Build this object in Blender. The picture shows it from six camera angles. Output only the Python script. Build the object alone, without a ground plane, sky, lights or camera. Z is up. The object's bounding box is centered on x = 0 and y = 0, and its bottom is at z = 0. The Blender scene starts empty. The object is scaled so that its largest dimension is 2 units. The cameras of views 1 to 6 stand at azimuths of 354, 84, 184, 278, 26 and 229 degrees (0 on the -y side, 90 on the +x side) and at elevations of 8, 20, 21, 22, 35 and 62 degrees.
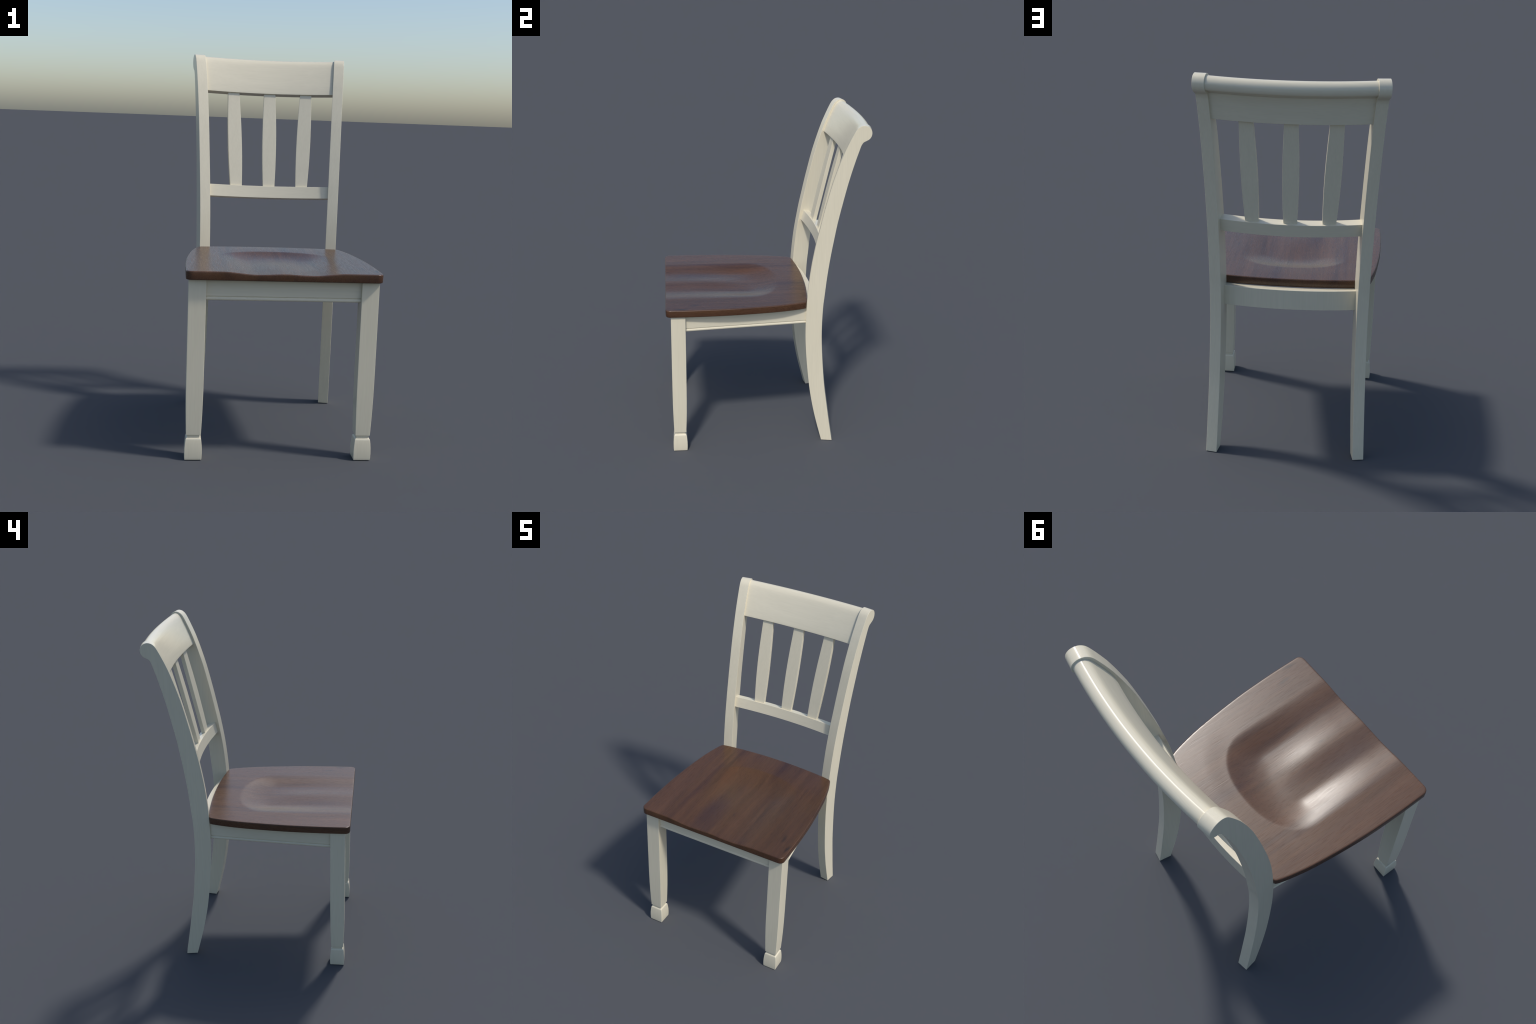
"""Cream-painted dining chair with a sculpted (saddled) brown wooden seat.
Front faces -y.  Metres, overall height 2.0."""
import bpy, bmesh, math
from math import sin, cos, radians, pi, sqrt
from mathutils import Vector

# ------------------------------------------------------------------ helpers
def catmull(pts, n):
    """Centripetal-free Catmull-Rom through control points, n steps per span."""
    out = []
    P = [pts[0]] + list(pts) + [pts[-1]]
    for i in range(1, len(P) - 2):
        p0, p1, p2, p3 = P[i - 1], P[i], P[i + 1], P[i + 2]
        for k in range(n):
            t = k / n
            out.append(tuple(0.5 * (2 * b + (c - a) * t + (2 * a - 5 * b + 4 * c - d) * t * t
                                    + (3 * b - a - 3 * c + d) * t ** 3)
                             for a, b, c, d in zip(p0, p1, p2, p3)))
    out.append(tuple(pts[-1]))
    return out


def smoothstep(a, b, x):
    t = min(1.0, max(0.0, (x - a) / (b - a)))
    return t * t * (3 - 2 * t)


ROOT = None


def finish(name, bm, mat, parent, bevel=0.0, segs=2, angle=35, smooth_angle=35):
    bmesh.ops.remove_doubles(bm, verts=bm.verts, dist=1e-6)
    bmesh.ops.recalc_face_normals(bm, faces=bm.faces)
    me = bpy.data.meshes.new(name)
    bm.to_mesh(me)
    bm.free()
    ob = bpy.data.objects.new(name, me)
    bpy.context.scene.collection.objects.link(ob)
    if bevel:
        m = ob.modifiers.new("round", 'BEVEL')
        m.width = bevel
        m.segments = segs
        m.limit_method = 'ANGLE'
        m.angle_limit = radians(angle)
        w = ob.modifiers.new("flat_faces", 'WEIGHTED_NORMAL')
        w.mode = 'FACE_AREA_WITH_ANGLE'
        w.weight = 100
        w.keep_sharp = True
        me.polygons.foreach_set("use_smooth", [True] * len(me.polygons))
        dg = bpy.context.evaluated_depsgraph_get()
        me2 = bpy.data.meshes.new_from_object(ob.evaluated_get(dg))
        ob.modifiers.clear()
        ob.data = me2
        me2.name = name
        bpy.data.meshes.remove(me)
        me = me2
    else:
        me.polygons.foreach_set("use_smooth", [True] * len(me.polygons))
        me.set_sharp_from_angle(angle=radians(smooth_angle))
    me.materials.clear()
    me.materials.append(mat)
    ob.parent = parent
    return ob


def loft(rings, closed_ring=True, cap=True):
    """bmesh from a list of vertex rings."""
    bm = bmesh.new()
    vs = [[bm.verts.new(p) for p in r] for r in rings]
    n = len(rings[0])
    for a, b in zip(vs, vs[1:]):
        for i in range(n if closed_ring else n - 1):
            j = (i + 1) % n
            bm.faces.new((a[i], a[j], b[j], b[i]))
    if cap:
        bm.faces.new(vs[0])
        bm.faces.new(list(reversed(vs[-1])))
    return bm


# ---------------------------------------------------------------- materials
class Nodes:
    def __init__(self, name):
        self.mat = bpy.data.materials.new(name)
        self.mat.use_nodes = True
        self.t = self.mat.node_tree
        self.bsdf = self.t.nodes["Principled BSDF"]
        self.coord = self.t.nodes.new("ShaderNodeTexCoord").outputs["Object"]

    def link(self, a, b):
        self.t.links.new(a, b)

    def mapping(self, scale=(1, 1, 1), loc=(0, 0, 0), rot=(0, 0, 0), src=None):
        n = self.t.nodes.new("ShaderNodeMapping")
        n.inputs["Scale"].default_value = scale
        n.inputs["Location"].default_value = loc
        n.inputs["Rotation"].default_value = rot
        self.link(src or self.coord, n.inputs["Vector"])
        return n.outputs[0]

    def noise(self, vec, scale=1.0, detail=4.0, rough=0.55, dist=0.0):
        n = self.t.nodes.new("ShaderNodeTexNoise")
        n.inputs["Scale"].default_value = scale
        n.inputs["Detail"].default_value = detail
        n.inputs["Roughness"].default_value = rough
        n.inputs["Distortion"].default_value = dist
        self.link(vec, n.inputs["Vector"])
        return n.outputs["Fac"]

    def ramp(self, fac, stops, interp_mode='LINEAR'):
        n = self.t.nodes.new("ShaderNodeValToRGB")
        r = n.color_ramp
        r.interpolation = interp_mode
        while len(r.elements) < len(stops):
            r.elements.new(0.5)
        for e, (p, c) in zip(r.elements, stops):
            e.position = p
            e.color = (c, c, c, 1) if isinstance(c, (int, float)) else (*c, 1)
        self.link(fac, n.inputs["Fac"])
        return n.outputs["Color"]

    def mix(self, fac, a, b, mode='MIX'):
        n = self.t.nodes.new("ShaderNodeMix")
        n.data_type = 'RGBA'
        n.blend_type = mode
        for sock, v in ((n.inputs[0], fac), (n.inputs[6], a), (n.inputs[7], b)):
            if isinstance(v, (int, float)):
                sock.default_value = v
            elif isinstance(v, tuple):
                sock.default_value = (*v, 1)
            else:
                self.link(v, sock)
        return n.outputs[2]

    def math(self, op, a, b=0.0, clamp=False):
        n = self.t.nodes.new("ShaderNodeMath")
        n.operation = op
        n.use_clamp = clamp
        for sock, v in zip(n.inputs, (a, b)):
            if isinstance(v, (int, float)):
                sock.default_value = v
            else:
                self.link(v, sock)
        return n.outputs[0]

    def blob(self, centre, size, soft=1.0, wobble=None):
        """1 inside an ellipsoid around centre, fading to 0 at its border."""
        src = self.coord
        if wobble is not None:
            add = self.t.nodes.new("ShaderNodeVectorMath")
            add.operation = 'ADD'
            self.link(self.coord, add.inputs[0])
            self.link(wobble, add.inputs[1])
            src = add.outputs[0]
        s = tuple(1.0 / v for v in size)
        v = self.mapping(s, tuple(-c * k for c, k in zip(centre, s)), src=src)
        n = self.t.nodes.new("ShaderNodeTexGradient")
        n.gradient_type = 'SPHERICAL'
        self.link(v, n.inputs["Vector"])
        return self.ramp(n.outputs["Fac"], [(0, 0.0), (soft, 1.0)], 'EASE')

    def bump(self, height, strength, dist):
        n = self.t.nodes.new("ShaderNodeBump")
        n.inputs["Strength"].default_value = strength
        n.inputs["Distance"].default_value = dist
        self.link(height, n.inputs["Height"])
        self.link(n.outputs[0], self.bsdf.inputs["Normal"])


CREAM = (0.690, 0.630, 0.480)


def cream_paint(name, stretch):
    """Satin cream paint brushed along one axis."""
    m = Nodes(name)
    fine = m.noise(m.mapping(stretch), 1.0, 3.0, 0.6)
    broad = m.noise(m.mapping(tuple(s * 0.22 + 2 for s in stretch), (3, 1, 7)), 1.0, 2.0, 0.5)
    k = m.math('ADD', m.math('MULTIPLY', fine, 0.65), m.math('MULTIPLY', broad, 0.35))
    dark = tuple(c * f for c, f in zip(CREAM, (0.96, 0.96, 0.955)))
    lite = tuple(min(1, c * f) for c, f in zip(CREAM, (1.04, 1.04, 1.045)))
    col = m.ramp(k, [(0.30, dark), (0.70, lite)])
    m.link(col, m.bsdf.inputs["Base Color"])
    m.bsdf.inputs["Roughness"].default_value = 0.22
    m.bsdf.inputs["Specular IOR Level"].default_value = 0.5
    m.bump(fine, 0.06, 0.0010)
    return m.mat


def walnut_stain():
    """Brown stained boards running front to back, glossy lacquer."""
    m = Nodes("brown_stained_wood")
    sep = m.t.nodes.new("ShaderNodeSeparateXYZ")
    m.link(m.coord, sep.inputs[0])
    # board index: five glued boards across the seat
    warp = m.noise(m.mapping((2.0, 1.6, 1.0), (5, 2, 0)), 1.0, 1.0)
    xw = m.math('ADD', sep.outputs["X"], m.math('MULTIPLY', m.math('SUBTRACT', warp, 0.5), 0.012))
    idx = m.math('FLOOR', m.math('DIVIDE', m.math('ADD', xw, 0.352), 0.194))
    wn = m.t.nodes.new("ShaderNodeTexWhiteNoise")
    wn.noise_dimensions = '1D'
    m.link(m.math('ADD', idx, 11.3), wn.inputs["W"])
    board = wn.outputs["Value"]
    # grain coordinates shift from board to board
    off = m.t.nodes.new("ShaderNodeCombineXYZ")
    m.link(m.math('MULTIPLY', board, 3.0), off.inputs[0])
    m.link(m.math('MULTIPLY', board, 7.0), off.inputs[1])
    add = m.t.nodes.new("ShaderNodeVectorMath")
    add.operation = 'ADD'
    m.link(m.coord, add.inputs[0])
    m.link(off.outputs[0], add.inputs[1])
    g = add.outputs[0]
    streak = m.noise(m.mapping((19, 0.9, 19), src=g), 1.0, 4.0, 0.55, 0.25)
    fine = m.noise(m.mapping((170, 4.5, 110), src=g), 1.0, 4.0, 0.65, 0.3)
    hair = m.noise(m.mapping((420, 16, 300), src=g), 1.0, 2.0, 0.5)
    hue = m.noise(m.mapping((9, 0.9, 9), (1, 4, 2), src=g), 1.0, 3.0, 0.5, 0.2)
    base = m.ramp(streak, [(0.32, (0.042, 0.0205, 0.0128)), (0.50, (0.067, 0.0330, 0.0185)),
                           (0.66, (0.090, 0.0450, 0.0245))])
    warm = m.mix(m.ramp(hue, [(0.45, 0.0), (0.68, 0.55)]), base, (0.090, 0.0435, 0.0190))
    plum = m.mix(m.ramp(hue, [(0.28, 0.55), (0.44, 0.0)]), warm, (0.049, 0.0225, 0.0185))
    tone = m.ramp(m.math('DIVIDE', m.math('ADD', idx, 1.5), 5.0),
                  [(0.0, (0.078, 0.037, 0.023)), (0.2, (0.066, 0.032, 0.018)), (0.4, (0.076, 0.038, 0.019)),
                   (0.6, (0.054, 0.0265, 0.0180)), (0.8, (0.068, 0.0335, 0.0190))], 'CONSTANT')
    col = m.mix(0.34, plum, tone)
    col = m.mix(0.30, col, m.ramp(fine, [(0.30, 0.22), (0.62, 0.72)]), 'OVERLAY')
    # particular dark patches, a warm patch and two knots
    wob = m.t.nodes.new("ShaderNodeVectorMath")
    wob.operation = 'SCALE'
    wob.inputs["Scale"].default_value = 0.05
    n3 = m.t.nodes.new("ShaderNodeTexNoise")
    n3.inputs["Scale"].default_value = 6.0
    m.link(m.mapping((2.5, 0.7, 1)), n3.inputs["Vector"])
    m.link(n3.outputs["Color"], wob.inputs[0])
    w = wob.outputs[0]
    c = 0.025                                    # mean push of the wobble vector
    def patch(col, x, y, sx, sy, tint, amount):
        b = m.blob((x + c, y + c, 0.93 + c), (sx, sy, 0.2), 0.9, w)
        return m.mix(m.math('MULTIPLY', b, amount), col, tint)
    dark = (0.040, 0.0190, 0.0160)
    rust = (0.100, 0.0440, 0.0190)
    col = patch(col, -0.105, -0.42, 0.070, 0.26, dark, 0.70)
    col = patch(col, -0.275, -0.20, 0.032, 0.50, dark, 0.58)
    col = patch(col, 0.080, 0.19, 0.052, 0.24, dark, 0.70)
    col = patch(col, -0.200, 0.02, 0.042, 0.30, rust, 0.40)
    col = patch(col, -0.070, 0.10, 0.080, 0.22, (0.078, 0.040, 0.0175), 0.35)
    col = patch(col, 0.400, -0.436, 0.012, 0.060, (0.022, 0.013, 0.012), 0.75)
    col = patch(col, 0.450, -0.505, 0.012, 0.055, (0.018, 0.011, 0.011), 0.85)
    col = patch(col, 0.035, -0.364, 0.010, 0.028, (0.030, 0.017, 0.016), 0.8)
    col = m.mix(1.0, col, (1.13, 1.06, 0.90), 'MULTIPLY')   # overall warm stain
    m.link(col, m.bsdf.inputs["Base Color"])
    rough = m.ramp(hair, [(0.30, 0.25), (0.70, 0.33)])       # lacquer sinks into the pores
    m.link(rough, m.bsdf.inputs["Roughness"])
    m.bsdf.inputs["Specular IOR Level"].default_value = 0.5
    h = m.math('ADD', m.math('MULTIPLY', fine, 0.5), m.math('MULTIPLY', hair, 0.5))
    m.bump(h, 0.17, 0.0012)
    return m.mat


PAINT_V = cream_paint("cream_paint_upright", (260, 260, 7))
PAINT_H = cream_paint("cream_paint_crosswise", (7, 260, 260))
PAINT_D = cream_paint("cream_paint_lengthwise", (260, 7, 260))
WOOD = walnut_stain()

# ------------------------------------------------------------------ chair root
ROOT = bpy.data.objects.new("dining_chair", None)
bpy.context.scene.collection.objects.link(ROOT)
ROOT["label"] = "cream painted wooden dining chair with brown sculpted seat"
ROOT["category"] = "chair"

# ------------------------------------------------------- rear posts (sabre leg)
# Each post is a flat plank profile standing in a vertical plane turned 9.7 deg
# about z.  t runs backwards along that plane, N points outwards across it.
A = radians(9.7)
N_IN, N_OUT = 0.2796, 0.3370
FRONT = [(.4150, 0), (.3780, .135), (.3520, .247), (.3300, .370), (.3085, .550), (.2985, .687),
         (.2965, .780), (.2972, .853), (.3012, .950), (.3085, 1.050), (.3205, 1.156), (.3430, 1.292),
         (.3620, 1.384), (.3845, 1.489), (.4215, 1.643), (.4535, 1.750), (.4810, 1.830),
         (.4970, 1.870), (.5180, 1.917), (.5340, 1.9500), (.5425, 1.9660), (.5515, 1.9795), (.5625, 1.9900),
         (.5750, 1.9972), (.5900, 2.0)]
SCROLL_C, SCROLL_R = (.5900, 1.9570), .0430
BACK = [(.6010, 1.9125), (.5880, 1.9050), (.5785, 1.8905), (.5715, 1.8720), (.5445, 1.783), (.5138, 1.667),
        (.4852, 1.538), (.4630, 1.430), (.4452, 1.322), (.4290, 1.215), (.4138, 1.090), (.4040, .980),
        (.3975, .905), (.3945, .800), (.3960, .690), (.4050, .552), (.4205, .392), (.4410, .249),
        (.4610, .120), (.4815, 0)]


def post_outline():
    pts = catmull(FRONT, 4)
    for k in range(1, 18):                       # round the scroll to its underside
        a = radians(90 - k * 9.2)
        pts.append((SCROLL_C[0] + SCROLL_R * cos(a), SCROLL_C[1] + SCROLL_R * sin(a) * (1.0 if a > 0 else 1.04)))
    pts += catmull(BACK, 4)
    return pts


def post(side):
    out = post_outline()
    def place(t, n, z):
        return (side * (t * sin(A) + n * cos(A)), t * cos(A) - n * sin(A), z)
    rings = [[place(t, n, z) for t, z in out] for n in (N_IN, N_OUT)]
    return finish("rear_post", loft(rings), PAINT_V, ROOT, 0.0014, 2, 50, 40)


post(1)
post(-1)


def end_y(t):
    """y of post-plane coordinate t on the post's inner face."""
    return t * cos(A) - N_IN * sin(A)


def end_x(y):
    """half-width between the posts at depth y."""
    return (N_IN + y * sin(A)) / cos(A)


def bowed_rail(section, bow, drop, steps=48, embed=1.05):
    """Sweep a (y,z) section between the posts, bowed backwards in a tilted plane."""
    rings = []
    for i in range(steps + 1):
        s = embed * (2 * i / steps - 1)
        o = bow * (1 - s * s)
        rings.append([(s * end_x(y), y + o, z - drop * o) for y, z in section])
    return loft(rings)


# ------------------------------------------------------------------ crest rail
def crest_section():
    """The post outline above the slats, drawn in a little all round, so the posts stand proud."""
    n_front = len(FRONT) - 1
    out = post_outline()
    start = next(i for i, p in enumerate(out) if p[1] > 1.799)
    stop = 4 * n_front + 15                      # underside of the roll
    front, total = [], stop - start
    f0, f1 = out[start - 1], out[start]
    k = (1.799 - f0[1]) / (f1[1] - f0[1])
    first = (f0[0] + (f1[0] - f0[0]) * k, 1.799)
    pts = []
    for j, i in enumerate(range(start, stop + 1)):
        a, b = out[i - 1], out[i + 1]
        tx, tz = b[0] - a[0], b[1] - a[1]
        L = math.hypot(tx, tz)
        d = 0.0125 - 0.0065 * smoothstep(0.35, 1.0, j / total)
        pts.append((out[i][0] + d * tz / L, out[i][1] - d * tx / L))
    pts = [(first[0] + 0.0135, 1.7985)] + pts
    pts = [p for i, p in enumerate(pts) if i == 0 or p[1] > 1.805 or i > total * .5]
    pts += catmull([(.5735, 1.9130), (.5680, 1.8960), (.5590, 1.8720), (.5455, 1.8270), (.5335, 1.7850)], 4)
    return [(end_y(t), z) for t, z in pts]


finish("crest_rail", bowed_rail(crest_section(), 0.0285, 0.26), PAINT_H, ROOT, 0.0016, 2, 60, 40)

# ------------------------------------------------------------------ lower rail
lean = radians(13.9)
dt, dz = 0.049 * cos(lean), -0.049 * sin(lean)
sec = [(.3466, 1.2165), (.3626, 1.2812), (.3626 + dt, 1.2812 + dz), (.3466 + dt, 1.2165 + dz)]
finish("lower_rail", bowed_rail([(end_y(t), z) for t, z in sec], 0.031, 0.24), PAINT_H, ROOT, 0.0014, 2, 40, 40)


# ----------------------------------------------------------------------- slats
def slat(xb, xt):
    """Flat splat from lower rail (xb) to crest (xt), widest below the middle."""
    def front_y(x, t, bow, half):
        return end_y(t) + bow * (1 - (x / half) ** 2)
    yb = front_y(xb, .3630, .031, .333) + .0100
    yt = front_y(xt, .4815, .0285, .356) + .0105
    zb, zt = 1.2750, 1.7870
    thick = 0.0235
    turn = -2 * .030 * ((xb + xt) / 2) / .345 ** 2       # follow the rails' curve in plan
    tx, ty = cos(math.atan(turn)), sin(math.atan(turn))
    rings = []
    for i in range(25):
        s = -0.05 + 1.10 * i / 24
        cx, cy, cz = xb + (xt - xb) * s, yb + (yt - yb) * s, zb + (zt - zb) * s
        cy -= 0.0025 * sin(pi * min(1, max(0, s)))
        u = min(1, max(0, s))
        hw = .0330 - .0005 * u + .0064 * sin(pi * u ** 0.92)
        # front face on the centre line, depth going back
        rings.append([(cx - hw * tx, cy - hw * ty, cz), (cx + hw * tx, cy + hw * ty, cz),
                      (cx + hw * tx - thick * ty, cy + hw * ty + thick * tx, cz - thick * .2),
                      (cx - hw * tx - thick * ty, cy - hw * ty + thick * tx, cz - thick * .2)])
    return finish("slat", loft(rings), PAINT_V, ROOT, 0.0014, 2, 40, 40)


for xb, xt in ((-.1845, -.2055), (.0015, .0010), (.1860, .2065)):
    slat(xb, xt)

# ------------------------------------------------------------------ front legs
LEG_X, LEG_Y = 0.4165, -0.5250
SEAT_UNDER = 0.8925


def square_ring(h, z):
    return [(-h, -h, z), (h, -h, z), (h, h, z), (-h, h, z)]


leg_prof = [(.0310, .100), (.0310, .1235), (.0362, .1235), (.0372, .150), (.0390, .200), (.0406, .260), (.0417, .330),
            (.0423, .420), (.0424, .600), (.0424, SEAT_UNDER)]
foot_prof = [(.0412, 0), (.0424, .012), (.0430, .035), (.0424, .060), (.0403, .085), (.0385, .099), (.0374, .1045), (.0325, .1095)]
leg = finish("front_leg", loft([square_ring(h, z) for h, z in leg_prof]), PAINT_V, ROOT, 0.0020, 2, 40, 30)
foot = finish("foot", loft([square_ring(h, z) for h, z in foot_prof]), PAINT_V, leg, 0.0022, 2, 40, 30)
leg.location = (LEG_X, LEG_Y, 0)
leg2 = leg.copy()
foot2 = foot.copy()
for o in (leg2, foot2):
    bpy.context.scene.collection.objects.link(o)
leg2.location = (-LEG_X, LEG_Y, 0)
foot2.parent = leg2

# --------------------------------------------------------------------- aprons
def apron_profile(thick):
    """(outward depth, z): plain board with a quirked bead on its lower edge."""
    p = [(0, SEAT_UNDER), (0, .8100), (-.0030, .8090), (-.0030, .8070)]
    for k in range(9):
        a = radians(80 - 20 * k)
        p.append((-.0065 + .0078 * cos(a) if abs(a) < pi / 2 else -.0065, .7972 + .0090 * sin(a)))
    p += [(-thick, .7882), (-thick, SEAT_UNDER)]
    return p


def straight_apron(p0, p1, outward, mat):
    d = Vector(outward).normalized()
    rings = []
    for p in (p0, p1):
        rings.append([(p[0] + d.x * o, p[1] + d.y * o, z) for o, z in apron_profile(0.040)])
    return finish("apron", loft(rings), mat, ROOT, 0.0008, 1, 50, 40)


fa = straight_apron((-.385, -.5485), (.385, -.5485), (0, -1), PAINT_H)
fa.name = "front_apron"
for sd in (1, -1):
    o = straight_apron((sd * .4437, -.495), (sd * .3708, .250), (sd * 1, .0958), PAINT_D)
    o.name = "side_apron"

# bowed rear apron between the posts
sec = [(.240, .7882), (.240, SEAT_UNDER), (.2825, SEAT_UNDER), (.2825, .7882)]
finish("rear_apron", bowed_rail(sec, 0.033, 0.0, 40, 1.06), PAINT_V, ROOT, 0.0015, 2, 40, 40)

# ------------------------------------------------------------------------ seat
SEAT_TOP = 0.9354


def seat_half_outline():
    """Right half, from front centre round to back centre (x >= 0)."""
    fy = -.5972
    pts = [(x, fy) for x in (0, .06, .12, .18, .24, .30, .35, .40)]
    r = .030                                            # front corner
    cx, cy = .4725 - r, fy + r
    pts += [(cx + r * sin(radians(a)), cy - r * cos(radians(a))) for a in (0, 15, 30, 45, 60, 75, 90)]
    side = [(.4730, -.50), (.4729, -.42), (.4706, -.33), (.4668, -.24), (.4588, -.14), (.4468, -.03),
            (.4322, .075), (.4130, .165), (.4022, .205), (.3965, .222)]
    pts += side
    pts += [(.3920, .2315), (.3850, .2375), (.3740, .2400)]
    pts += [(.325, .2490), (.245, .2585), (.160, .2655), (.080, .2695), (0, .2705)]
    return pts


def resample(pts, n):
    P = [Vector(p) for p in pts]
    L = [0]
    for a, b in zip(P, P[1:]):
        L.append(L[-1] + (b - a).length)
    out = []
    for k in range(n):
        d = L[-1] * k / n
        for i in range(len(P) - 1):
            if d <= L[i + 1]:
                f = (d - L[i]) / (L[i + 1] - L[i])
                out.append(P[i].lerp(P[i + 1], f))
                break
    return out


def scoop(x, y):
    """Depth of the saddle hollow: a horseshoe that runs out at the front edge."""
    ax = abs(x) / .300
    y0 = -.120
    by = max(0.0, y - y0) / .225
    rho = (ax ** 2.3 + by ** 2.3) ** (1 / 2.3)       # rounded-square horseshoe
    back = smoothstep(.05, .90, by / max(rho, 1e-4))    # crisp shoulder at the back, soft at the sides
    lip = .0013 * back * (1 - smoothstep(.95, 1.42, rho))   # the rim eases down just before the shoulder
    if rho >= 1:
        return lip
    u = 1 - rho
    soft = smoothstep(0.0, .56, u)
    v = (sqrt(u * u + .045 ** 2) - .045) / .74
    crisp = 1 - (1 - min(1, v)) ** 2
    f = soft * (1 - back) + crisp * back
    ridge = .40 * math.exp(-(x / .075) ** 2) * (1 - smoothstep(-.36, -.02, y))
    mid = 0.0122 + .0104 * smoothstep(-.50, -.05, y)
    return lip + (mid - lip) * f * (1 - ridge)


def build_seat():
    half = catmull(seat_half_outline(), 5)
    full = half + [(-x, y) for x, y in reversed(half[1:-1])]
    full.append(full[0])
    ring = resample(full, 420)
    cx, cy = 0.0, -0.165
    r_top, r_bot = .0052, .0048

    n = len(ring)
    normals = []
    for i in range(n):
        tg = ring[(i + 2) % n] - ring[i - 2]
        normals.append(Vector((tg.y, -tg.x)).normalized())

    def off(i, d):
        return ring[i] - normals[i] * d

    rings = []
    bottom = SEAT_UNDER
    # underside, outer wall and rounded edges, from the bottom up
    for k in range(5):
        a = radians(90 * k / 4)
        rings.append([(off(i, r_bot * (1 - sin(a)) + .0008), bottom + r_bot * (1 - cos(a)), None) for i in range(n)])
    for k in range(7):
        a = radians(90 * k / 6)
        rings.append([(off(i, r_top * (1 - cos(a))), None, r_top * (1 - sin(a))) for i in range(n)])
    edge = [off(i, r_top) for i in range(n)]
    K = 84
    for k in range(1, K):
        f = 1 - (k / K)
        rings.append([(Vector((cx, cy)).lerp(edge[i], f), None, 0.0) for i in range(n)])
    bm = bmesh.new()
    vs = []
    for rg in rings:
        row = []
        for p, z, below in rg:
            if z is None:
                z = SEAT_TOP - scoop(p.x, p.y) - below
            row.append(bm.verts.new((p.x, p.y, z)))
        vs.append(row)
    for a, b in zip(vs, vs[1:]):
        for i in range(n):
            j = (i + 1) % n
            bm.faces.new((a[i], a[j], b[j], b[i]))
    tip = bm.verts.new((cx, cy, SEAT_TOP - scoop(cx, cy)))
    for i in range(n):
        bm.faces.new((vs[-1][i], vs[-1][(i + 1) % n], tip))
    bm.faces.new(list(reversed(vs[0])))
    return finish("seat", bm, WOOD, ROOT, 0, 0, 0, 60)


build_seat()
